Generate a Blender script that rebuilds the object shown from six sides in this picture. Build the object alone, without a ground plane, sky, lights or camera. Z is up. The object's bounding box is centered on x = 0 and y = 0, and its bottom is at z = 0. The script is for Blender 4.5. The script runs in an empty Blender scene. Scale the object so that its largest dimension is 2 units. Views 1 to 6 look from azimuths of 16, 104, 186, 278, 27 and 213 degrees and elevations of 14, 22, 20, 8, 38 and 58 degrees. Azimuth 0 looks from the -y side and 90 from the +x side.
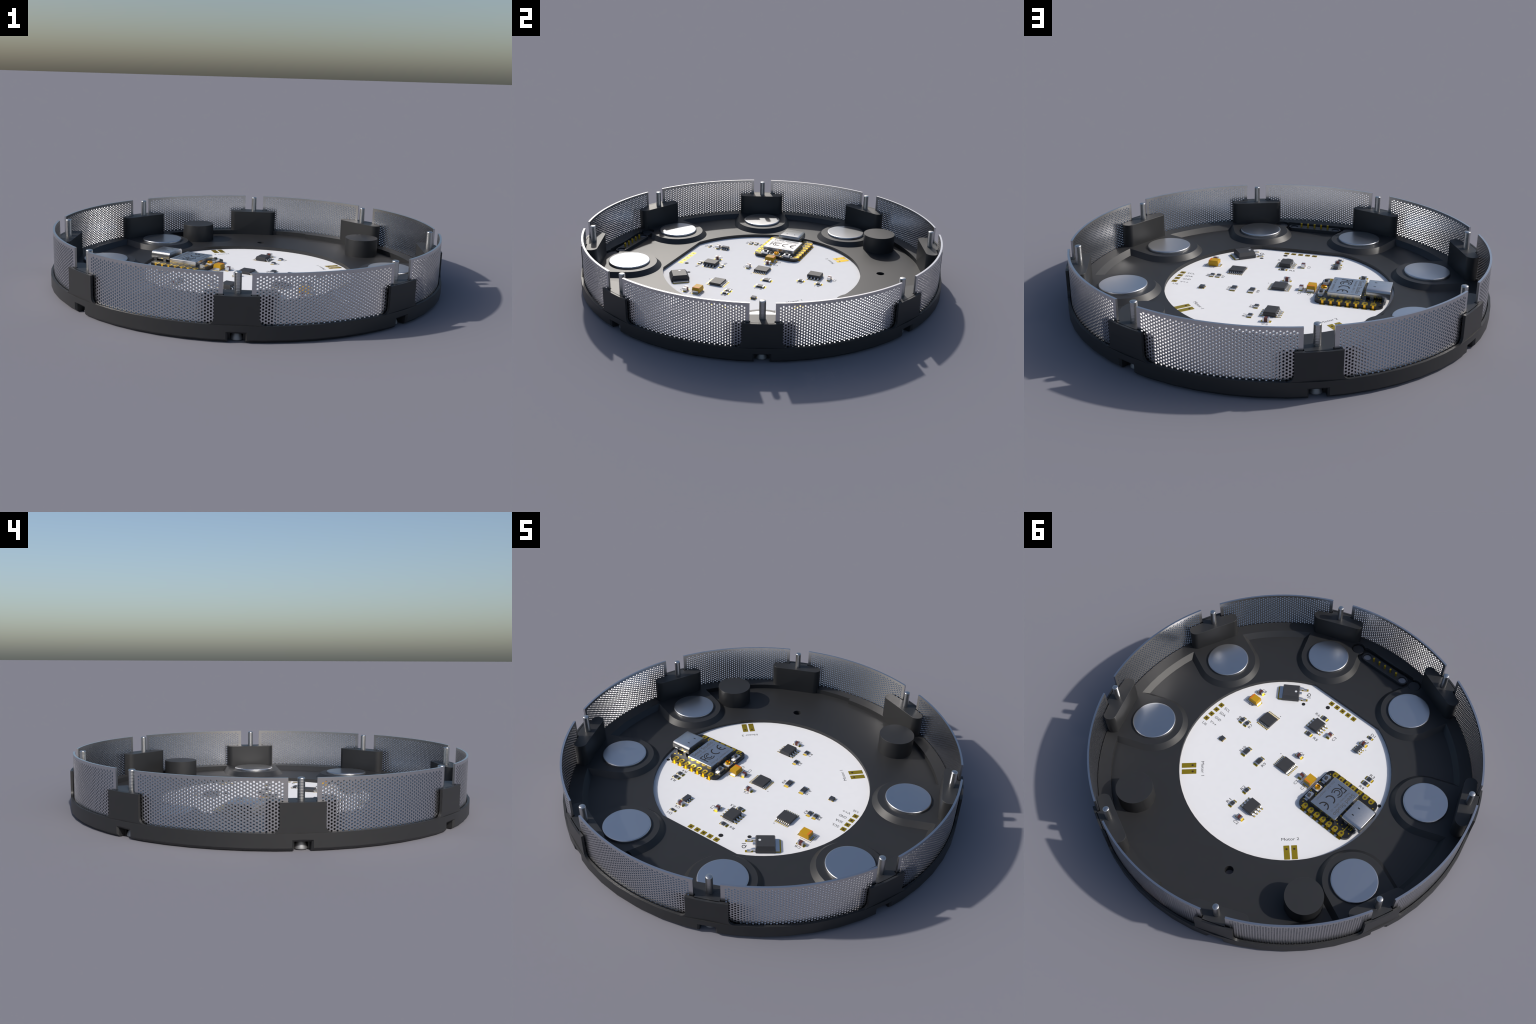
# Round robot base tray: black chassis, perforated metal rim panels, screws,
# metal contact discs and a white circuit board.  All sizes in millimetres,
# converted to scene units with S (130 mm diameter -> 2.00 m).
import bpy, bmesh, math
from mathutils import Vector, Matrix

S = 1.0 / 65.0
rad = math.radians
cos, sin, pi = math.cos, math.sin, math.pi

# ------------------------------------------------------------------ materials
def material(name, color, rough=0.5, metal=0.0, spec=0.5, coat=0.0,
             noise=0.0, noise_scale=60.0, bump=0.0, bump_scale=400.0, rough_var=0.0):
    m = bpy.data.materials.new(name)
    m.use_nodes = True
    nt = m.node_tree
    b = nt.nodes["Principled BSDF"]
    b.inputs["Base Color"].default_value = (*color, 1)
    b.inputs["Roughness"].default_value = rough
    b.inputs["Metallic"].default_value = metal
    b.inputs["Specular IOR Level"].default_value = spec
    b.inputs["Coat Weight"].default_value = coat
    tc = nt.nodes.new("ShaderNodeTexCoord")
    if noise > 0 or rough_var > 0:
        n = nt.nodes.new("ShaderNodeTexNoise")
        n.inputs["Scale"].default_value = noise_scale
        n.inputs["Detail"].default_value = 4
        nt.links.new(tc.outputs["Object"], n.inputs["Vector"])
    if noise > 0:
        r = nt.nodes.new("ShaderNodeValToRGB")
        r.color_ramp.elements[0].position = 0.3
        r.color_ramp.elements[1].position = 0.7
        r.color_ramp.elements[0].color = (*[c * (1 - noise) for c in color], 1)
        r.color_ramp.elements[1].color = (*[min(1, c * (1 + noise)) for c in color], 1)
        nt.links.new(n.outputs["Fac"], r.inputs["Fac"])
        nt.links.new(r.outputs["Color"], b.inputs["Base Color"])
    if rough_var > 0:
        mr = nt.nodes.new("ShaderNodeMapRange")
        mr.inputs["To Min"].default_value = rough - rough_var
        mr.inputs["To Max"].default_value = rough + rough_var
        nt.links.new(n.outputs["Fac"], mr.inputs["Value"])
        nt.links.new(mr.outputs["Result"], b.inputs["Roughness"])
    if bump > 0:
        n2 = nt.nodes.new("ShaderNodeTexNoise")
        n2.inputs["Scale"].default_value = bump_scale
        nt.links.new(tc.outputs["Object"], n2.inputs["Vector"])
        bp = nt.nodes.new("ShaderNodeBump")
        bp.inputs["Strength"].default_value = bump
        bp.inputs["Distance"].default_value = 0.001
        nt.links.new(n2.outputs["Fac"], bp.inputs["Height"])
        nt.links.new(bp.outputs["Normal"], b.inputs["Normal"])
    return m

M = {}
M["plastic"] = material("black_plastic", (0.023, 0.0235, 0.025), 0.48, noise=0.04, noise_scale=12)
M["panel"] = material("perforated_steel", (0.58, 0.58, 0.60), 0.28, metal=1.0)
M["steel"] = material("screw_steel", (0.52, 0.525, 0.535), 0.32, metal=1.0, noise=0.03)
M["screw_head"] = material("screw_head_steel", (0.34, 0.345, 0.36), 0.6, metal=0.8)  # screw steel darkened and roughened to mute the sunlit glint on the head
M["disc"] = material("contact_metal", (0.62, 0.63, 0.65), 0.29, metal=1.0, rough_var=0.01, noise_scale=8)
M["board"] = material("white_solder_mask", (0.86, 0.855, 0.86), 0.9, spec=0.1, noise=0.008, noise_scale=25)
M["ink"] = material("silkscreen_ink", (0.025, 0.025, 0.027), 0.7, spec=0.15)
M["ink_grey"] = material("silkscreen_ink_grey", (0.09, 0.09, 0.092), 0.7, spec=0.15)
M["gold"] = material("gold_pad", (0.66, 0.45, 0.03), 0.34, metal=0.8)
M["gold_bright"] = material("gold_contact", (0.85, 0.46, 0.03), 0.28, metal=0.9)
M["hole"] = material("drill_hole_copper", (0.05, 0.022, 0.004), 0.6)
M["tin"] = material("tinned_metal", (0.66, 0.67, 0.69), 0.28, metal=0.9)
M["chip"] = material("chip_epoxy", (0.042, 0.042, 0.045), 0.55, noise=0.05, noise_scale=80)
M["chip_gloss"] = material("chip_epoxy_glossy", (0.05, 0.055, 0.065), 0.25)
M["resistor"] = material("resistor_body", (0.04, 0.041, 0.044), 0.45)
M["ceramic"] = material("capacitor_ceramic", (0.12, 0.030, 0.022), 0.5)
M["tantalum"] = material("tantalum_yellow", (0.56, 0.31, 0.012), 0.5, spec=0.25)
M["stripe"] = material("polarity_orange", (0.72, 0.17, 0.02), 0.5, spec=0.25)
M["module"] = material("black_solder_mask", (0.011, 0.011, 0.0115), 0.4)
M["shield"] = material("shield_metal", (0.58, 0.585, 0.595), 0.27, metal=0.95)
M["white"] = material("white_plastic", (0.75, 0.75, 0.76), 0.4)
M["dark"] = material("dark_plastic", (0.03, 0.031, 0.034), 0.4)
M["magnet"] = material("nickel_magnet", (0.30, 0.31, 0.34), 0.35, metal=0.6)

# ------------------------------------------------------------------ helpers
def link(o, parent=None):
    bpy.context.scene.collection.objects.link(o)
    if parent is not None:
        o.parent = parent
    return o

class Builder:
    """Collects faces in millimetres with material slots."""
    def __init__(self):
        self.v, self.f, self.m, self.mats = [], [], [], []
    def slot(self, key):
        if key not in self.mats:
            self.mats.append(key)
        return self.mats.index(key)
    def add(self, verts, faces, key, mat=None):
        k = self.slot(key)
        b = len(self.v)
        for p in verts:
            p = Vector(p)
            self.v.append(mat @ p if mat is not None else p)
        for f in faces:
            self.f.append([b + i for i in f]); self.m.append(k)
    def box(self, c, s, key, top=None, mat=None):
        """box centred in xy at c, from z=c[2] up by s[2]; top = xy size of the upper face"""
        tx, ty = top if top else (s[0], s[1])
        x, y, z = c
        v = [(x + a * s[0] / 2, y + b * s[1] / 2, z) for a, b in ((-1, -1), (1, -1), (1, 1), (-1, 1))]
        v += [(x + a * tx / 2, y + b * ty / 2, z + s[2]) for a, b in ((-1, -1), (1, -1), (1, 1), (-1, 1))]
        self.add(v, [(3, 2, 1, 0), (4, 5, 6, 7), (0, 1, 5, 4), (1, 2, 6, 5), (2, 3, 7, 6), (3, 0, 4, 7)], key, mat)
    def loft(self, rings, key, mat=None, cap0=True, cap1=True):
        n = len(rings[0])
        v = [p for r in rings for p in r]
        f = []
        for k in range(len(rings) - 1):
            for i in range(n):
                j = (i + 1) % n
                f.append((k * n + i, k * n + j, (k + 1) * n + j, (k + 1) * n + i))
        if cap0: f.append(tuple(reversed(range(n))))
        if cap1: f.append(tuple((len(rings) - 1) * n + i for i in range(n)))
        self.add(v, f, key, mat)
    def revolve(self, prof, key, seg=32, c=(0, 0), mat=None, phase=0.0, cap0=True, cap1=True):
        """prof: list of (r, z) going upwards"""
        rings = [[(c[0] + r * cos(phase + 2 * pi * i / seg), c[1] + r * sin(phase + 2 * pi * i / seg), z)
                  for i in range(seg)] for r, z in prof]
        self.loft(rings, key, mat, cap0, cap1)
    def prism(self, poly, z0, z1, key, mat=None, chamfer=0.0):
        rings = [[(x, y, z0) for x, y in poly]]
        if chamfer > 0:
            rings.append([(x, y, z1 - chamfer) for x, y in poly])
            rings.append([(x, y, z1) for x, y in inset(poly, chamfer)])
        else:
            rings.append([(x, y, z1) for x, y in poly])
        self.loft(rings, key, mat)
    def sweep(self, path, w, t, key, mat=None):
        """flat strip (width w along y, thickness t) following path of (x, z)"""
        up, lo = [], []
        n = len(path)
        for i, (x, z) in enumerate(path):
            a = path[max(i - 1, 0)]; b = path[min(i + 1, n - 1)]
            d = Vector((b[0] - a[0], b[1] - a[1])).normalized()
            nx, nz = -d.y * t / 2, d.x * t / 2
            up.append((x + nx, z + nz)); lo.append((x - nx, z - nz))
        rings = [[(u[0], -w / 2, u[1]), (u[0], w / 2, u[1]), (l[0], w / 2, l[1]), (l[0], -w / 2, l[1])]
                 for u, l in zip(up, lo)]
        self.loft(rings, key, mat)
    def mesh(self, name, smooth=30.0):
        me = bpy.data.meshes.new(name)
        me.from_pydata([tuple(p * S) for p in self.v], [], self.f)
        for k in self.mats:
            me.materials.append(M[k])
        me.polygons.foreach_set("material_index", self.m)
        bm = bmesh.new(); bm.from_mesh(me)
        bmesh.ops.recalc_face_normals(bm, faces=bm.faces)
        bm.to_mesh(me); bm.free()
        if smooth:
            me.polygons.foreach_set("use_smooth", [True] * len(me.polygons))
            me.set_sharp_from_angle(angle=rad(smooth))
        me.update()
        return me
    def object(self, name, parent=None, smooth=30.0):
        return link(bpy.data.objects.new(name, self.mesh(name, smooth)), parent)

def inset(poly, d):
    """move a counter-clockwise outline inwards by d"""
    n = len(poly); out = []
    for i in range(n):
        p0, p1, p2 = (Vector(poly[i - 1]), Vector(poly[i]), Vector(poly[(i + 1) % n]))
        a, b = (p1 - p0).normalized(), (p2 - p1).normalized()
        na, nb = Vector((-a.y, a.x)), Vector((-b.y, b.x))
        k = na + nb
        k = k / max(0.3, k.dot(na)) if k.length > 1e-6 else na
        out.append(tuple(p1 + k * d))
    return out

def arc(cx, cy, r, a0, a1, n):
    return [(cx + r * cos(rad(a0 + (a1 - a0) * i / n)), cy + r * sin(rad(a0 + (a1 - a0) * i / n))) for i in range(n + 1)]

def rounded_rect(w, h, r, n=6, cx=0, cy=0):
    p = []
    for sx, sy, a in ((1, 1, 0), (-1, 1, 90), (-1, -1, 180), (1, -1, 270)):
        p += arc(cx + sx * (w / 2 - r), cy + sy * (h / 2 - r), r, a, a + 90, n)
    return p

def rz(a, x=0.0, y=0.0, z=0.0):
    return Matrix.Translation((x, y, z)) @ Matrix.Rotation(rad(a), 4, 'Z')

def boolean(o, cutter, op):
    md = o.modifiers.new("b", 'BOOLEAN')
    md.object = cutter; md.operation = op; md.solver = 'EXACT'
    dg = bpy.context.evaluated_depsgraph_get(); dg.update()
    me = bpy.data.meshes.new_from_object(o.evaluated_get(dg))
    o.modifiers.clear()
    old = o.data; o.data = me
    bpy.data.meshes.remove(old)
    cm = cutter.data
    bpy.data.objects.remove(cutter)
    bpy.data.meshes.remove(cm)

# ------------------------------------------------------------------ the thing
root = link(bpy.data.objects.new("round_robot_base", None))
root["label"] = "round black tray with perforated metal rim and white circuit board"
root["category"] = "electronic device"

PILLARS = [15 + 45 * k for k in range(8)]
DISCS = [a for a in PILLARS if a not in (60, 105)]
FLOOR, SHELF, POST, TOP = 3.0, 4.65, 12.6, 18.62
R_OUT = 65.0
SEG = 56
PCB_ROT = -7.5          # the board and its connector are turned by this angle

# ---- chassis ---------------------------------------------------------------
b = Builder()
b.revolve([(64.2, 0), (R_OUT, 0.8), (R_OUT, SHELF)], "plastic", SEG, phase=rad(15))
chassis = b.object("chassis", root)

def cutter(fn):
    c = Builder(); fn(c)
    return c.object("cutter", None, smooth=None)

def sector(r0, r1, a0, a1, n):
    return arc(0, 0, r1, a0, a1, n) + list(reversed(arc(0, 0, r0, a0, a1, n)))

# the sunken floor with a 45 degree bank up to the outer shelf
boolean(chassis, cutter(lambda c: c.revolve([(57.25, FLOOR), (57.25 + 3, FLOOR + 3)], "plastic", 96)), 'DIFFERENCE')
# stretches where the bank is a plain upright wall
boolean(chassis, cutter(lambda c: c.prism(sector(52, 58.9, 20, 84, 26), FLOOR, 7, "plastic")), 'DIFFERENCE')
boolean(chassis, cutter(lambda c: c.prism(sector(52, 58.9, 83, 146, 24), FLOOR, 7, "plastic")), 'DIFFERENCE')
boolean(chassis, cutter(lambda c: c.prism(sector(54, 60.0, 83.4, 100, 6), FLOOR, 7, "plastic")), 'DIFFERENCE')
# groove that takes the metal panels
def groove(c):
    n = 112
    c.prism(arc(0, 0, 64.2, 0, 360 - 360 / n, n - 1), 2.8, 7, "plastic")
ring = cutter(groove)
core = cutter(lambda c: c.prism(arc(0, 0, 63.15, 0, 360 - 360 / 112, 111), 2.0, 8, "plastic"))
boolean(ring, core, 'DIFFERENCE')
boolean(chassis, ring, 'DIFFERENCE')

# raised seats of the contact discs: half round, open to the shelf
def seat(c, az):
    rings = []
    for z in (FLOOR - 0.4, SHELF):
        r = 10.0 + (SHELF - z)
        out = [(60.0, -r)] + [(60.0, r)] + arc(48.8, 0, r, 90, 270, 32)
        rings.append([(x, y, z) for x, y in out])
    c.loft(rings, "plastic", rz(az))
for az in DISCS:
    boolean(chassis, cutter(lambda c: seat(c, az)), 'UNION')

# pillars: inner stadium, web between the panel ends and outer face with fillets
def pillar(c, az):
    def half(tc):                                  # one rounded end and the way out to the web
        e = arc(60.75, tc, 2.15, 180, 22, 10)
        t1 = math.degrees(math.asin(3.5 / 63.1))
        a_end = math.degrees(math.atan2(e[-1][1], e[-1][0]))
        return e + arc(0, 0, 63.1, a_end * 0.97, t1, 4) + [(math.sqrt(64.5 ** 2 - 3.5 ** 2), 3.5)]
    poly = half(7.4) + [(x, -y) for x, y in reversed(half(6.85))]
    poly = list(reversed(poly))
    c.prism(poly, 1.5, POST, "plastic", rz(az), chamfer=0.04)
def pillar_face(c, az):
    f, h = 1.8, 5.97
    prof = [(-h - f, SHELF - 0.05), (-h - f, SHELF)] + arc(-h - f, SHELF + f, f, 270, 360, 6)[1:] + [(-h, POST)]
    prof += [(h, POST)] + arc(h + f, SHELF + f, f, 180, 270, 6) + [(h + f, SHELF - 0.05)]
    rings = []
    # subdivide the flat top so that the face follows the rim
    top = [(-h + 2 * h * i / 4, POST) for i in range(1, 4)]
    i = prof.index((-h, POST))
    prof = prof[:i + 1] + top + prof[i + 1:]
    for R in (64.2, R_OUT):
        rings.append([(R * cos(t / 65.0), R * sin(t / 65.0), z) for t, z in prof])
    c.loft(rings, "plastic", rz(az))
for az in PILLARS:
    boolean(chassis, cutter(lambda c: pillar(c, az)), 'UNION')

# recess for the circuit board (round with one flat side), turned with the board
def board_outline(r, flat, n=72):
    a = math.degrees(math.acos(flat / r))
    return arc(0, 0, r, -90 + a, 270 - a, n)
boolean(chassis, cutter(lambda c: c.prism(board_outline(36.3, 33.2), 0.2, 6, "plastic", rz(PCB_ROT))), 'DIFFERENCE')
# pocket for the spring-pin connector, screw counterbores, wire hole
boolean(chassis, cutter(lambda c: c.prism(rounded_rect(22.6, 6.0, 1.0, 4, 0, -55.5), FLOOR, 7, "plastic", rz(PCB_ROT))), 'DIFFERENCE')
for sx in (-1, 1):
    boolean(chassis, cutter(lambda c: c.revolve([(2.5, 3.3), (2.5, 7)], "plastic", 24, (sx * 13.05, -56.0), rz(PCB_ROT))), 'DIFFERENCE')
boolean(chassis, cutter(lambda c: c.revolve([(1.45, -1), (1.45, 7)], "plastic", 24, (-7.7, 42.9))), 'DIFFERENCE')
# bottom notches with tapered mouth in front of every screw head
def notch(c, az):
    m = rz(az)
    def rect(x, w, h): return [(x, -w, -1), (x, w, -1), (x, w, h), (x, -w, h)]
    c.loft([rect(62.2, 2.3, 2.4), rect(64.3, 2.3, 2.4), rect(65.7, 3.6, 3.7)], "plastic", m)
for az in PILLARS:
    boolean(chassis, cutter(lambda c: notch(c, az)), 'DIFFERENCE')
    boolean(chassis, cutter(lambda c: c.revolve([(1.95, -1), (1.95, 2.4)], "plastic", 24, (61.3, 0), rz(az))), 'DIFFERENCE')
bm = bmesh.new(); bm.from_mesh(chassis.data)
for az in PILLARS:                     # outer faces stand on the rim, butted on
    c = Builder(); pillar_face(c, az)
    fm = c.mesh("face", None)
    bm.from_mesh(fm); bpy.data.meshes.remove(fm)
bm.to_mesh(chassis.data); bm.free()
me = chassis.data
me.materials.clear(); me.materials.append(M["plastic"])
me.polygons.foreach_set("material_index", [0] * len(me.polygons))
me.polygons.foreach_set("use_smooth", [True] * len(me.polygons))
me.set_sharp_from_angle(angle=rad(25))

# ---- two round posts -------------------------------------------------------
for x in (-33.0, 33.0):
    b = Builder()
    b.revolve([(6.03, FLOOR - 0.3), (6.03, 9.38), (6.0, 9.42)], "plastic", 48)
    o = b.object("round_post", root)
    o.location = (x * S, 39.05 * S, 0)

# ---- contact discs ---------------------------------------------------------
b = Builder()
edge = [(7.5 - 0.35 * (1 - cos(rad(a))), 5.42 - 0.35 * (1 - sin(rad(a)))) for a in range(0, 91, 15)]
b.revolve([(7.5, 3.4)] + edge + [(7.05, 5.42)], "disc", 64)
disc = b.mesh("contact_disc", 40)
for az in DISCS:
    o = link(bpy.data.objects.new("contact_disc", disc), root)
    o.location = (48.8 * S * cos(rad(az)), 48.8 * S * sin(rad(az)), 0)

# ---- screws: countersunk head below, threaded end above --------------------
b = Builder()
b.revolve([(1.2, 0.0), (1.75, 0.05), (1.75, 0.45), (1.15, 1.7), (1.02, 1.95)], "screw_head", 24)
prof = [(1.0, 1.9), (1.0, 12.5)]
z = 12.5
while z < 17.8:
    prof += [(1.0, z + 0.08), (0.955, z + 0.2), (1.0, z + 0.32)]
    z += 0.4
prof += [(1.0, 18.1), (0.93, 18.3), (0.76, 18.4)]
b.revolve(prof, "steel", 20)
screw = b.mesh("screw", 50)
for az in PILLARS:
    o = link(bpy.data.objects.new("screw", screw), root)
    o.location = (61.3 * S * cos(rad(az)), 61.3 * S * sin(rad(az)), 0)
    o.rotation_euler = (0, 0, rad(az))

# ---- perforated rim panels -------------------------------------------------
def perforated_panel():
    RI, RO = 63.32, 63.93
    PITCH, COLS, ROWS, HR, NV = 0.909, 51, 15, 0.296, 12
    cw = 0.794                       # column spacing of the staggered rows
    half = rad(22.5 - 3.36) * 63.7
    z_bot = 3.2
    verts, faces, kind = [], [], []
    def V(u, z, R):
        a = u / 63.7
        verts.append((R * cos(a) * S, R * sin(a) * S, z * S)); return len(verts) - 1
    def both(pts):
        """one face on the outer and one on the inner skin; returns nothing"""
        faces.append([V(u, z, RO) for u, z in pts]); kind.append(1)
        faces.append([V(u, z, RI) for u, z in reversed(pts)]); kind.append(-1)
    def rim(p, q):
        faces.append([V(*p, RO), V(*p, RI), V(*q, RI), V(*q, RO)]); kind.append(0)
    u_first = -(COLS - 1) / 2 * cw
    for i in range(COLS):
        uc = u_first + i * cw
        ul, ur = uc - cw / 2, uc + cw / 2
        zc0 = TOP - 1.08 - (PITCH / 2 if i % 2 == 0 else 0)
        for j in range(ROWS):
            zc = zc0 - j * PITCH
            corner = [(ur, zc + PITCH / 2), (ul, zc + PITCH / 2), (ul, zc - PITCH / 2), (ur, zc - PITCH / 2)]
            hole = [(uc + HR * cos(rad(45 + 30 * k)), zc + HR * sin(rad(45 + 30 * k))) for k in range(NV)]
            for q in range(4):
                hv = [hole[(3 * q + k) % NV] for k in range(4)]
                both([corner[q], corner[(q + 1) % 4]] + list(reversed(hv)))
            ro = [V(*p, RO) for p in hole]; ri = [V(*p, RI) for p in hole]
            for k in range(NV):
                l = (k + 1) % NV
                faces.append([ro[l], ri[l], ri[k], ro[k]]); kind.append((uc, zc))
        zt, zb = zc0 + PITCH / 2, zc0 - (ROWS - 0.5) * PITCH
        both([(ul, zt), (ur, zt), (ur, TOP), (ul, TOP)])
        both([(ul, z_bot), (ur, z_bot), (ur, zb), (ul, zb)])
        rim((ul, TOP), (ur, TOP)); rim((ur, z_bot), (ul, z_bot))
    ue = u_first - cw / 2
    for a, c in ((-half, ue), (-ue, half)):
        both([(a, z_bot), (c, z_bot), (c, TOP), (a, TOP)])
        rim((a, TOP), (c, TOP)); rim((c, z_bot), (a, z_bot))
    rim((-half, z_bot), (-half, TOP)); rim((half, TOP), (half, z_bot))
    me = bpy.data.meshes.new("perforated_panel")
    me.from_pydata(verts, [], faces)
    me.materials.append(M["panel"])
    me.polygons.foreach_set("use_smooth", [True] * len(faces))
    me.update()
    nor = []
    for p in me.polygons:
        k = kind[p.index]
        for vi in p.vertices:
            if isinstance(k, tuple):          # bore of a hole: normal towards its axis
                a = k[0] / 63.7
                ax = Vector((cos(a), sin(a), 0.0))
                d = Vector((63.7 * cos(a) * S, 63.7 * sin(a) * S, k[1] * S)) - Vector(verts[vi])
                d -= ax * d.dot(ax)
                nor.append(tuple(d.normalized()))
            elif k:
                x, y, _ = verts[vi]; r = math.hypot(x, y)
                nor.append((k * x / r, k * y / r, 0.0))
            else:
                nor.append(tuple(p.normal))
    me.normals_split_custom_set(nor)
    return me
panel = perforated_panel()
for az in PILLARS:
    o = link(bpy.data.objects.new("perforated_panel", panel), root)
    o.rotation_euler = (0, 0, rad(az + 22.5))

# ------------------------------------------------------------------ circuit board
BT = 1.79                                            # top of the board
b = Builder()
out = board_outline(36.4, 33.3)
b.prism(out, -1.5, 0.0, "board")
pcb = b.object("circuit_board", root)
pcb.location = (0, 0, BT * S)
pcb.rotation_euler = (0, 0, rad(PCB_ROT))

def place(name, mesh, x, y, ang=0.0, z=0.0, parent=None):
    o = link(bpy.data.objects.new(name, mesh), parent or pcb)
    o.location = (x * S, y * S, z * S)
    o.rotation_euler = (0, 0, rad(ang))
    return o

# ---- solder pads -----------------------------------------------------------
PT = 0.035
def pad_mesh(w, h, hole=0.0, hx=0.0, r=0.12):
    c = Builder()
    c.prism(rounded_rect(w, h, r, 3), -0.02, PT, "gold")
    if hole:
        c.revolve([(hole, PT - 0.01), (hole, PT + 0.006)], "hole", 16, (hx, 0))
    return c.mesh("solder_pad")
square_pad = pad_mesh(1.72, 1.72, 0.38)
long_pad = pad_mesh(4.95, 1.9, 0.38, -1.2)
for i in range(4):
    place("solder_pad", square_pad, 34.08, -3.54 + 2.54 * i)
for i in range(5):
    place("solder_pad", square_pad, -5.06 + 2.53 * i, -30.96)
place("solder_pad", long_pad, 24.37, 22.3, 44.5); place("solder_pad", long_pad, 22.57, 24.07, 44.5)
place("solder_pad", long_pad, -22.27, 24.4, 135); place("solder_pad", long_pad, -24.03, 22.64, 135)

# dark drill holes and pin-one marks
def dot(r, key="ink"):
    c = Builder(); c.revolve([(r, -0.02), (r, 0.02)], key, 24); return c.mesh("drill_hole")
for x, y, r in ((5.0, -28.67, 0.78), (12.5, -23.9, 0.66), (-33.75, -9.06, 0.62)):
    place("drill_hole", dot(r), x, y)
for x, y, r in ((14.95, -14.2, 0.17), (4.27, -2.45, 0.17), (-16.6, -23.5, 0.15)):
    place("pin_mark", dot(r), x, y)

# ---- parts in chip packages -------------------------------------------------
def passive(w, l, h, body, pad_l, span, end=0.42):
    """body along x; w across"""
    c = Builder()
    for s in (-1, 1):
        c.prism(rounded_rect(pad_l, w + 0.15, 0.15, 3, s * (span / 2 - pad_l / 2)), -0.02, PT, "gold")
        c.box((s * (l / 2 - end / 2), 0, PT + 0.005), (end, w, h), "tin", (end - 0.04, w - 0.06))
    c.box((0, 0, PT + 0.02), (l - 2 * end + 0.01, w - 0.04, h + (0.02 if body == "resistor" else -0.05)), body)
    return c.mesh("part")
R_S = passive(1.25, 2.0, 0.48, "resistor", 1.0, 3.05, 0.4)
R_L = passive(1.6, 3.2, 0.52, "resistor", 1.1, 4.3, 0.5)
C_S = passive(1.25, 2.0, 1.25, "ceramic", 1.0, 3.05, 0.5)
D_S = passive(0.8, 1.6, 0.42, "resistor", 0.8, 2.5, 0.3)
for x, y, a in ((2.95, 16.35, 90), (2.98, 23.15, 90), (23.85, -3.8, 90), (21.67, -3.76, 90), (2.7, -24.13, 0),
                (2.6, -15.25, 0), (-24.92, -14.92, 0), (-24.95, -12.73, 0)):
    place("resistor", R_S, x, y, a)
for x, y, a in ((13.65, 5.0, 90), (7.68, 5.05, 90)):
    place("resistor", R_L, x, y, a)
for x, y, a in ((-2.5, 25.4, 0), (-3.45, -19.56, 90), (-14.55, -24.75, 0), (-1.12, -5.86, 0), (-7.05, -0.34, 90), (27.18, -17.25, 0)):
    place("capacitor", C_S, x, y, a)
place("diode", D_S, -14.62, -28.48, 0)

def gullwing(bx, by, h, n, pitch, lw, span, stand=0.1, key="chip", pad=(1.3, None), draft=0.28):
    """lead rows on +-x, arrayed along y"""
    c = Builder()
    hm = stand + (h - stand) * 0.48
    rings = []
    for z, k in ((stand, draft), (hm, 0.0), (hm + 0.12, 0.0), (h, draft)):
        rings.append([(sx * (bx - k) / 2, sy * (by - k) / 2, z) for sx, sy in ((-1, -1), (1, -1), (1, 1), (-1, 1))])
    c.loft(rings, key)
    t = 0.17
    for i in range(n):
        y = (i - (n - 1) / 2) * pitch
        for s in (0, 180):
            m = Matrix.Rotation(rad(s), 4, 'Z') @ Matrix.Translation((0, y, 0))
            e = span / 2
            k = (e - bx / 2)
            c.sweep([(bx / 2 - 0.15, hm), (bx / 2 + k * 0.22, hm), (bx / 2 + k * 0.42, hm * 0.75),
                     (bx / 2 + k * 0.5, hm * 0.28), (bx / 2 + k * 0.68, PT + t / 2 + 0.02), (e, PT + t / 2 + 0.01)], lw, t, "tin", m)
            c.prism(rounded_rect(pad[0], pad[1] or lw * 1.35, 0.08, 2, e - pad[0] / 2 + 0.32, 0), -0.02, PT, "gold", m)
    return c.mesh("chip", 20)
soic = gullwing(3.9, 4.95, 1.5, 4, 1.27, 0.42, 6.0, pad=(1.75, 0.6))
tssop = gullwing(4.4, 5.0, 1.0, 8, 0.65, 0.24, 6.4, pad=(1.4, 0.4), draft=0.2)
sot = gullwing(1.6, 2.9, 1.1, 3, 0.95, 0.38, 2.8, pad=(1.0, 0.55), draft=0.15, key="chip_gloss")
place("chip", soic, -2.65, 19.9); place("chip", soic, 2.5, -19.55)
place("chip", tssop, -0.15, 0.1); place("chip", tssop, 17.0, -9.92, 90)
place("chip", sot, -14.55, -21.75)
c = Builder()
c.box((0, 0, 0.12), (1.55, 1.55, 0.62), "chip_gloss")
c.revolve([(0.22, 0.72), (0.22, 0.748)], "chip", 12)
for sx in (-1, 1):
    for sy in (-1, 1):
        c.box((sx * 0.62, sy * 0.62, -0.02), (0.62, 0.62, 0.16), "gold")
place("light_sensor", c.mesh("light_sensor"), 23.6, 6.75)

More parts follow.
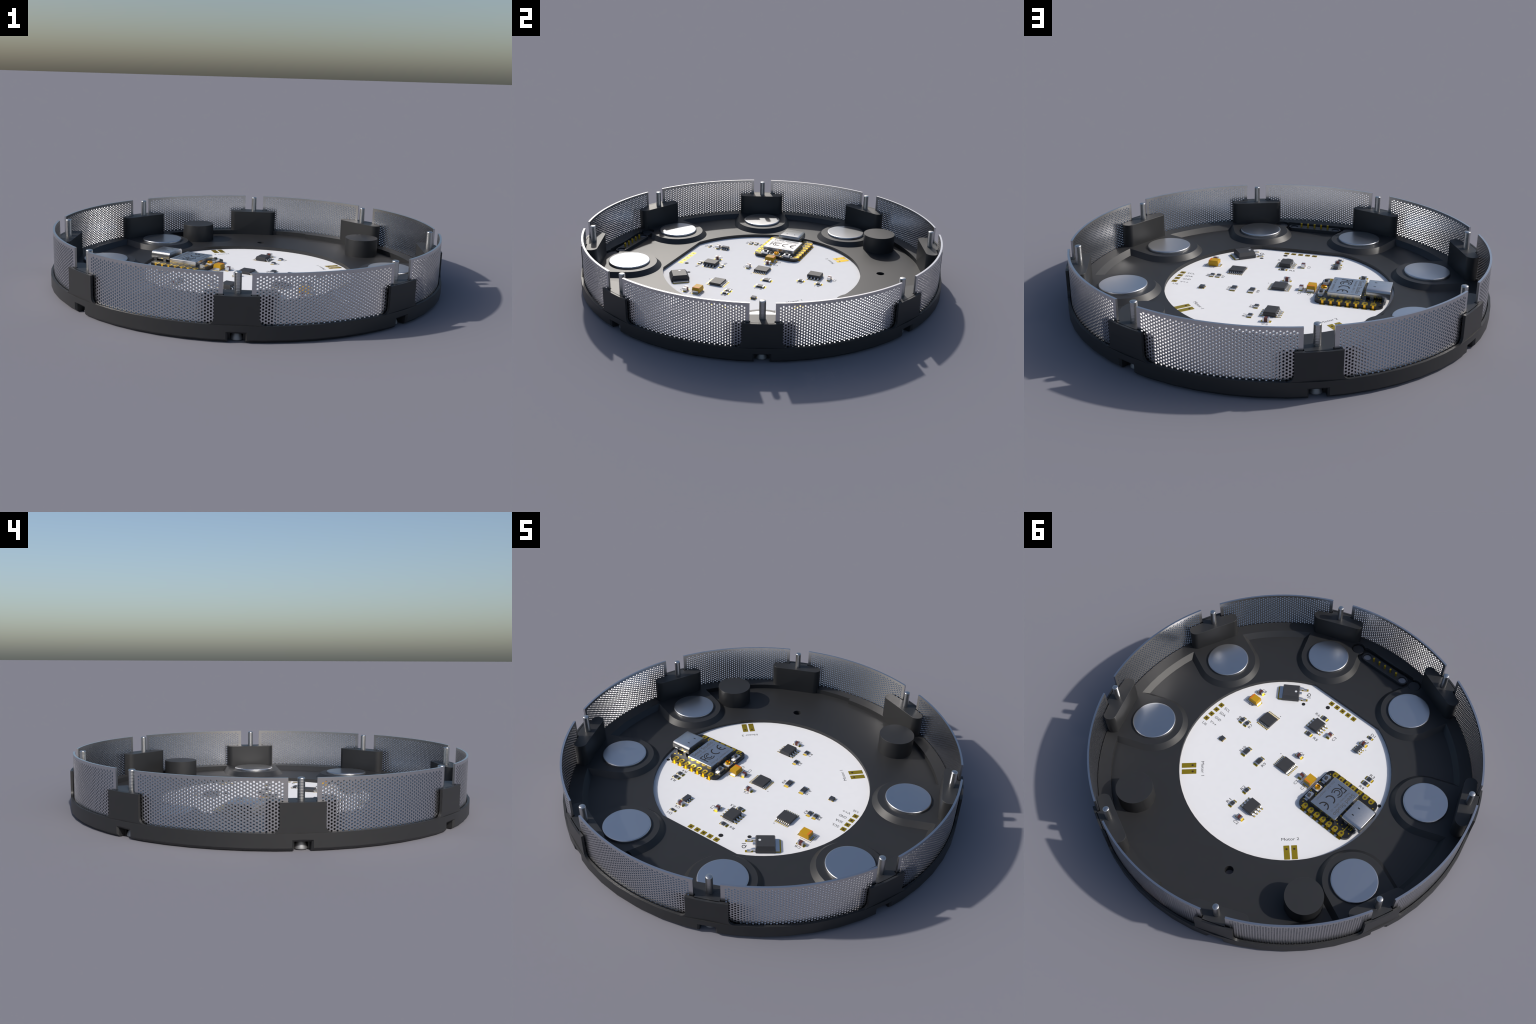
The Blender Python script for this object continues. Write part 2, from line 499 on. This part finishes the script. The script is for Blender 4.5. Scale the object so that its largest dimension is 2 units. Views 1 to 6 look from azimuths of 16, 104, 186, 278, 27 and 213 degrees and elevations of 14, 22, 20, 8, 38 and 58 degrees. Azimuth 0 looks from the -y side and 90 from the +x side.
# tantalum capacitors
c = Builder()
rings = [[(sx * (3.5 - k) / 2, sy * (2.8 - k) / 2, z) for sx, sy in ((-1, -1), (1, -1), (1, 1), (-1, 1))]
         for z, k in ((0.12, 0.25), (0.9, 0.0), (2.0, 0.28))]
c.loft(rings, "tantalum")
c.box((1.28, 0, 1.9), (0.55, 2.56, 0.112), "stripe", (0.52, 2.50))
for s in (-1, 1):
    c.box((s * 1.78, 0, PT + 0.01), (0.14, 2.2, 0.85), "tin")
    c.box((s * 1.72, 0, PT + 0.005), (0.9, 2.2, 0.1), "tin")
    c.prism(rounded_rect(1.5, 2.45, 0.2, 3, s * 1.75), -0.02, PT, "gold")
tant = c.mesh("tantalum_capacitor")
place("tantalum_capacitor", tant, 26.3, -13.1, 0)
place("tantalum_capacitor", tant, -10.4, -0.7, 90)

# power transistor with tab
c = Builder()
rings = []
for z, x0, x1, w in ((0.1, -3.0, 3.0, 6.4), (1.15, -3.05, 3.05, 6.5), (2.25, -2.75, 2.75, 4.9)):
    rings.append([(x0, -w / 2, z), (x1, -w / 2, z), (x1, w / 2, z), (x0, w / 2, z)])
c.loft(rings, "chip")
c.revolve([(0.42, 2.2), (0.42, 2.265)], "white", 20, (-1.75, 0.35))
c.box((3.3, 0, PT + 0.01), (2.0, 5.3, 0.5), "tin")
c.prism(rounded_rect(6.4, 5.8, 0.2, 3, 1.55), -0.02, PT, "gold")
for y in (-2.28, 2.28):
    m = Matrix.Translation((0, y, 0)) @ Matrix.Rotation(pi, 4, 'Z')
    c.sweep([(2.8, 0.95), (3.6, 0.95), (4.15, 0.8), (4.6, 0.3), (4.95, 0.22), (5.6, 0.2)], 0.72, 0.42, "tin", m)
    c.prism(rounded_rect(2.4, 1.0, 0.1, 3, -5.0, y), -0.02, PT, "gold")
c.box((-3.4, 0, 0.75), (0.9, 0.9, 0.42), "tin")
place("transistor", c.mesh("transistor", 20), 18.85, -24.35, 36)

# ---- printed labels ----------------------------------------------------------
def text_mesh(body, name, key, bold=0.0):
    cu = bpy.data.curves.new(name, 'FONT')
    cu.body = body; cu.align_x = 'CENTER'; cu.align_y = 'CENTER'
    cu.size = 1.0; cu.extrude = 0.01; cu.offset = bold; cu.resolution_u = 3
    o = link(bpy.data.objects.new(name, cu))
    dg = bpy.context.evaluated_depsgraph_get(); dg.update()
    me = bpy.data.meshes.new_from_object(o.evaluated_get(dg))
    bpy.data.objects.remove(o); bpy.data.curves.remove(cu)
    me.materials.clear(); me.materials.append(M[key])
    xs = [v.co.x for v in me.vertices]; ys = [v.co.y for v in me.vertices]
    return me, (min(xs), max(xs), min(ys), max(ys))
def label(body, x, y, ang, length, height=1.05, key="ink", bold=0.0, z=0.012, parent=None, name="printed_label"):
    me, (x0, x1, y0, y1) = text_mesh(body, name, key, bold)
    sx, sy = length / (x1 - x0), height / (y1 - y0)
    for v in me.vertices:
        v.co = ((v.co.x - (x0 + x1) / 2) * sx * S, (v.co.y - (y0 + y1) / 2) * sy * S, v.co.z * 0.5 * S)
    me.update()
    return place(name, me, x, y, ang, z, parent)
for t, x, y, a, l in (("Motor 1", 19.97, 20.1, 135, 5.8), ("Motor 2", -19.9, 20.05, -135, 5.75),
                      ("SCL", 31.1, -3.45, 180, 2.5), ("SDA", 30.95, -0.95, 180, 2.6), ("GND", 30.8, 1.6, 180, 2.7),
                      ("V++", 30.75, 4.1, 180, 2.8),
                      ("R10", 15.4, 4.95, -90, 2.7), ("R9", 5.65, 4.95, -90, 1.85), ("R2", 4.6, 16.35, -90, 1.85),
                      ("R1", 4.75, 23.1, -90, 1.7), ("R8", 25.4, -3.75, -90, 1.85), ("R7", 20.1, -3.8, -90, 1.85),
                      ("R6", 5.6, -23.85, 180, 1.85), ("R5", -0.6, -15.2, 180, 1.85), ("D1", -14.75, -30.05, 180, 1.7),
                      ("R3", -24.95, -16.55, 180, 1.85), ("R4", -24.9, -10.75, 180, 1.85), ("C2", -2.6, 27.35, 180, 1.85),
                      ("C3", -5.45, -19.6, -90, 1.85), ("C4", -14.6, -26.35, 180, 1.85), ("C6", -1.2, -7.3, 180, 1.85),
                      ("C7", -7.15, 2.7, -90, 1.85), ("C8", 26.95, -18.75, 180, 1.85), ("C9", 26.5, -11.0, 180, 1.85),
                      ("C5", -10.25, 2.7, -90, 1.85)):
    label(t, x, y, a, l, 1.0)
label("U6", 32.9, 6.2, 180, 1.85, 1.0, "ink_grey")
label("Q1", 13.57, -28.12, 126, 2.2, 1.5, bold=0.015)
# silkscreen outline strokes beside the tantalum capacitors
def strokes(pts, w=0.13):
    c = Builder()
    for (x0, y0), (x1, y1) in zip(pts[:-1], pts[1:]):
        d = Vector((x1 - x0, y1 - y0)); a = math.degrees(math.atan2(d.y, d.x))
        c.box((0, 0, 0.002), (d.length + w * 0.9, w, 0.018), "ink", mat=rz(a, (x0 + x1) / 2, (y0 + y1) / 2))
    return c.mesh("outline_mark")
mark = strokes([(-1.0, 1.72), (2.75, 1.72), (2.75, -1.72), (-1.0, -1.72)], 0.12)
place("outline_mark", mark, 26.3, -13.1, 0); place("outline_mark", mark, -10.4, -0.7, 90)
place("outline_mark", strokes([(-1.9, 2.62), (1.9, 2.62)], 0.12), -2.65, 19.9)
place("outline_mark", strokes([(-1.9, -2.62), (1.9, -2.62)], 0.12), 2.5, -19.55)

# ------------------------------------------------------------------ controller module
MX = -23.4
c = Builder()
c.prism(rounded_rect(21.0, 17.8, 2.0, 6), 0.02, 1.2, "module")
mod = c.object("microcontroller_board", root)
mod.location = Matrix.Rotation(rad(PCB_ROT), 4, 'Z') @ Vector((MX * S, 0, BT * S))
mod.rotation_euler = (0, 0, rad(PCB_ROT))
# castellated pads along both long edges
c = Builder()
tongue = arc(0, 0, 0.88, 180, 360, 12) + [(0.88, 1.22), (0.36, 1.22)] + arc(0, 1.22, 0.36, 0, -180, 6)[1:] + [(-0.88, 1.22)]
c.prism(tongue, 1.18, 1.235, "gold")
c.revolve([(0.40, 1.23), (0.40, 1.243)], "hole", 16)
c.prism([(-0.34, 1.0), (0.34, 1.0), (0.34, 1.245), (-0.34, 1.245)], 0.03, 1.225, "gold_bright")
c.prism(rounded_rect(1.7, 1.9, 0.1, 3, 0, 0.95), 0.01, 0.055, "gold")
edge_pad = c.mesh("edge_contact")
for i in range(7):
    x = -31.09 + 2.567 * i - MX
    place("edge_contact", edge_pad, x, 7.7, 0, 0, mod)
    place("edge_contact", edge_pad, x, -7.7, 180, 0, mod)
# small vias and traces
c = Builder()
for x, y in ((-9.6, 6.4), (-9.3, 5.0), (-8.6, 5.1), (-7.0, 6.2), (-4.6, 6.0), (-5.9, 5.3), (-2.0, 6.6), (9.7, 6.2),
             (9.2, 7.2), (9.6, -6.2), (9.2, -7.0), (-9.7, -6.2), (-8.9, -5.2), (-7.6, -5.4), (8.0, 1.9), (7.6, -2.2), (10.0, 2.2),
             (10.0, -2.4), (7.6, 2.6), (-3.7, 3.0), (-4.0, 0.4), (-4.0, -2.6), (-4.1, -5.2), (-3.7, 5.2)):
    c.revolve([(0.24, 1.19), (0.24, 1.222)], "gold", 10, (x, y))
for x, y, w, h, a in ((-7.7, 5.6, 0.32, 2.6, 0), (-9.4, 4.0, 0.5, 0.28, 0), (-9.4, 4.5, 0.5, 0.28, 0), (-8.7, 4.2, 0.28, 0.9, 0),
                      (-0.4, 6.6, 1.4, 0.14, 30), (2.2, 6.6, 1.2, 0.14, -30), (-4.3, 1.6, 0.5, 0.9, 0), (-4.3, -1.2, 0.5, 0.9, 0)):
    c.box((0, 0, 1.19), (w, h, 0.028), "gold", mat=rz(a, x, y))
o = c.object("via", mod); o["kind"] = "stuff"
# metal shield with its printing
c = Builder()
sh = rounded_rect(10.4, 12.7, 0.25, 3)
c.prism(sh, 1.2, 3.0, "shield", chamfer=0.12)
shield = c.object("metal_shield", mod)
shield.location = ((-21.8 - MX) * S, 0, 0)
SX = -21.8 - MX
def shield_label(t, v, length, height, key="ink_grey", u=0.0, bold=0.0):
    # text runs along +y, its top points to -x
    label(t, SX - v, u, 90, length, height, key, bold, 3.006, mod, "shield_label")
shield_label("Seed Studio", 3.85, 10.2, 1.45, "ink_grey")
shield_label("Model: XIAO - ESP32 - C3", 2.25, 9.3, 0.62, "ink_grey", bold=-0.004)
shield_label("FCC: ZAT - XIAOESP32C3", -4.15, 9.4, 0.62, "ink_grey", bold=-0.004)
def band(c, cu, cv, r, w, a0, a1, n=16):
    # ring sector in (u right, v up) of the shield text, mapped to x=-v, y=u
    p = arc(cu, cv, r + w / 2, a0, a1, n) + list(reversed(arc(cu, cv, r - w / 2, a0, a1, n)))
    c.prism([(-v, u) for u, v in p], 0.0, 0.02, "ink")
def bar(c, u0, v0, u1, v1, w):
    d = Vector((u1 - u0, v1 - v0)); n = Vector((-d.y, d.x)).normalized() * w / 2
    p = [(u0 + n.x, v0 + n.y), (u0 - n.x, v0 - n.y), (u1 - n.x, v1 - n.y), (u1 + n.x, v1 + n.y)]
    c.prism([(-v, u) for u, v in p], 0.0, 0.021, "ink")
c = Builder()
band(c, -2.0, -0.75, 1.72, 0.32, 45, 315); band(c, -2.0, -0.75, 0.95, 0.32, 45, 315)
bar(c, -4.75, -2.55, -4.75, 1.05, 0.34); bar(c, -4.9, 0.98, -3.3, 0.98, 0.34); bar(c, -4.7, -0.75, -3.6, -0.75, 0.34)
band(c, 1.75, -0.75, 1.6, 0.42, 85, 275)
band(c, 5.0, -0.75, 1.6, 0.42, 85, 275); bar(c, 3.4, -0.75, 4.7, -0.75, 0.4)
place("certification_mark", c.mesh("certification_mark"), SX, 0, 0, 3.004, mod)
# usb socket: rounded shell, hollow mouth at the board edge
c = Builder()
def shell(x, k, dx=0):
    return [(x, y, z) for y, z in rounded_rect(8.9 - k, 3.15 - k, 1.1 - k * 0.4, 6, 0, 2.82)]
c.loft([shell(3.65, 0.0), shell(-3.55, 0.0), shell(-3.65, 0.1), shell(-3.65, 0.55), shell(2.2, 0.6)], "shield")
c.box((-0.7, 0, 2.55), (5.0, 6.4, 0.6), "dark")
for y in (-1.6, 1.6):
    c.box((1.42, y, 4.38), (0.75, 0.38, 0.024), "module")
for x in (-2.0, 1.8):
    for y in (-4.35, 4.35):
        c.box((x, y, 1.15), (1.1, 0.35, 1.3), "shield")
usb = c.mesh("usb_socket", 35)
place("usb_socket", usb, -31.9 - MX, 0, 0, 0, mod)
# push buttons and antenna socket
c = Builder()
c.box((0, 0, 1.2), (1.95, 2.5, 0.95), "tin", (1.85, 2.4))
c.revolve([(0.62, 2.1), (0.62, 2.6), (0.56, 2.66)], "chip", 20)
for s in (-1, 1):
    c.box((0, s * 1.55, 1.2), (1.2, 0.7, 0.22), "tin")
btn = c.mesh("push_button")
for y in (-4.42, 4.42):
    place("push_button", btn, -14.45 - MX, y, 0, 0, mod)
c = Builder()
c.box((0, 0, 1.2), (2.4, 2.5, 0.42), "white")
c.revolve([(0.95, 1.6), (0.95, 2.2), (0.85, 2.3), (0.72, 2.3), (0.66, 1.75)], "gold_bright", 24, cap0=False)
c.revolve([(0.2, 1.6), (0.2, 2.15), (0.1, 2.2)], "gold_bright", 12)
place("antenna_socket", c.mesh("antenna_socket"), -14.45 - MX, 0.08, 0, 0, mod)

# ------------------------------------------------------------------ spring-pin connector
c = Builder()
c.prism(rounded_rect(20.2, 3.9, 1.9, 8), FLOOR - 0.1, 4.2, "dark", chamfer=0.08)
con = c.object("spring_pin_connector", root)
con.rotation_euler = (0, 0, rad(PCB_ROT))
con.location = Matrix.Rotation(rad(PCB_ROT), 4, 'Z') @ Vector((0, -55.35 * S, 0))
for sx in (-1, 1):
    cut = Builder(); cut.revolve([(1.5, 3.3), (1.5, 6)], "dark", 24, (sx * 8.1, 0))
    k = cut.object("cutter", None, None); k.matrix_world = Matrix.Translation(con.location) @ Matrix.Rotation(rad(PCB_ROT), 4, 'Z')
    boolean(con, k, 'DIFFERENCE')
con.data.materials.clear(); con.data.materials.append(M["dark"])
con.data.polygons.foreach_set("use_smooth", [True] * len(con.data.polygons))
con.data.set_sharp_from_angle(angle=rad(30))
c = Builder(); c.revolve([(1.42, 3.2), (1.42, 3.62), (1.35, 3.7)], "magnet", 24)
mag = c.mesh("magnet")
c = Builder(); c.revolve([(0.4, 4.1), (0.4, 5.6), (0.33, 5.7)], "gold", 14)
pin = c.mesh("contact_pin")
for s in (-1, 1):
    place("magnet", mag, s * 8.1, 0, 0, 0, con)
for i in range(5):
    place("contact_pin", pin, 0.07 + 2.56 * (i - 2), 0, 0, 0, con)
c = Builder()
c.revolve([(2.25, 3.2), (2.25, 3.8), (2.0, 4.05)], "dark", 24)
head = c.mesh("connector_screw")
for s in (-1, 1):
    place("connector_screw", head, s * 13.05, -0.65, 0, 0, con)
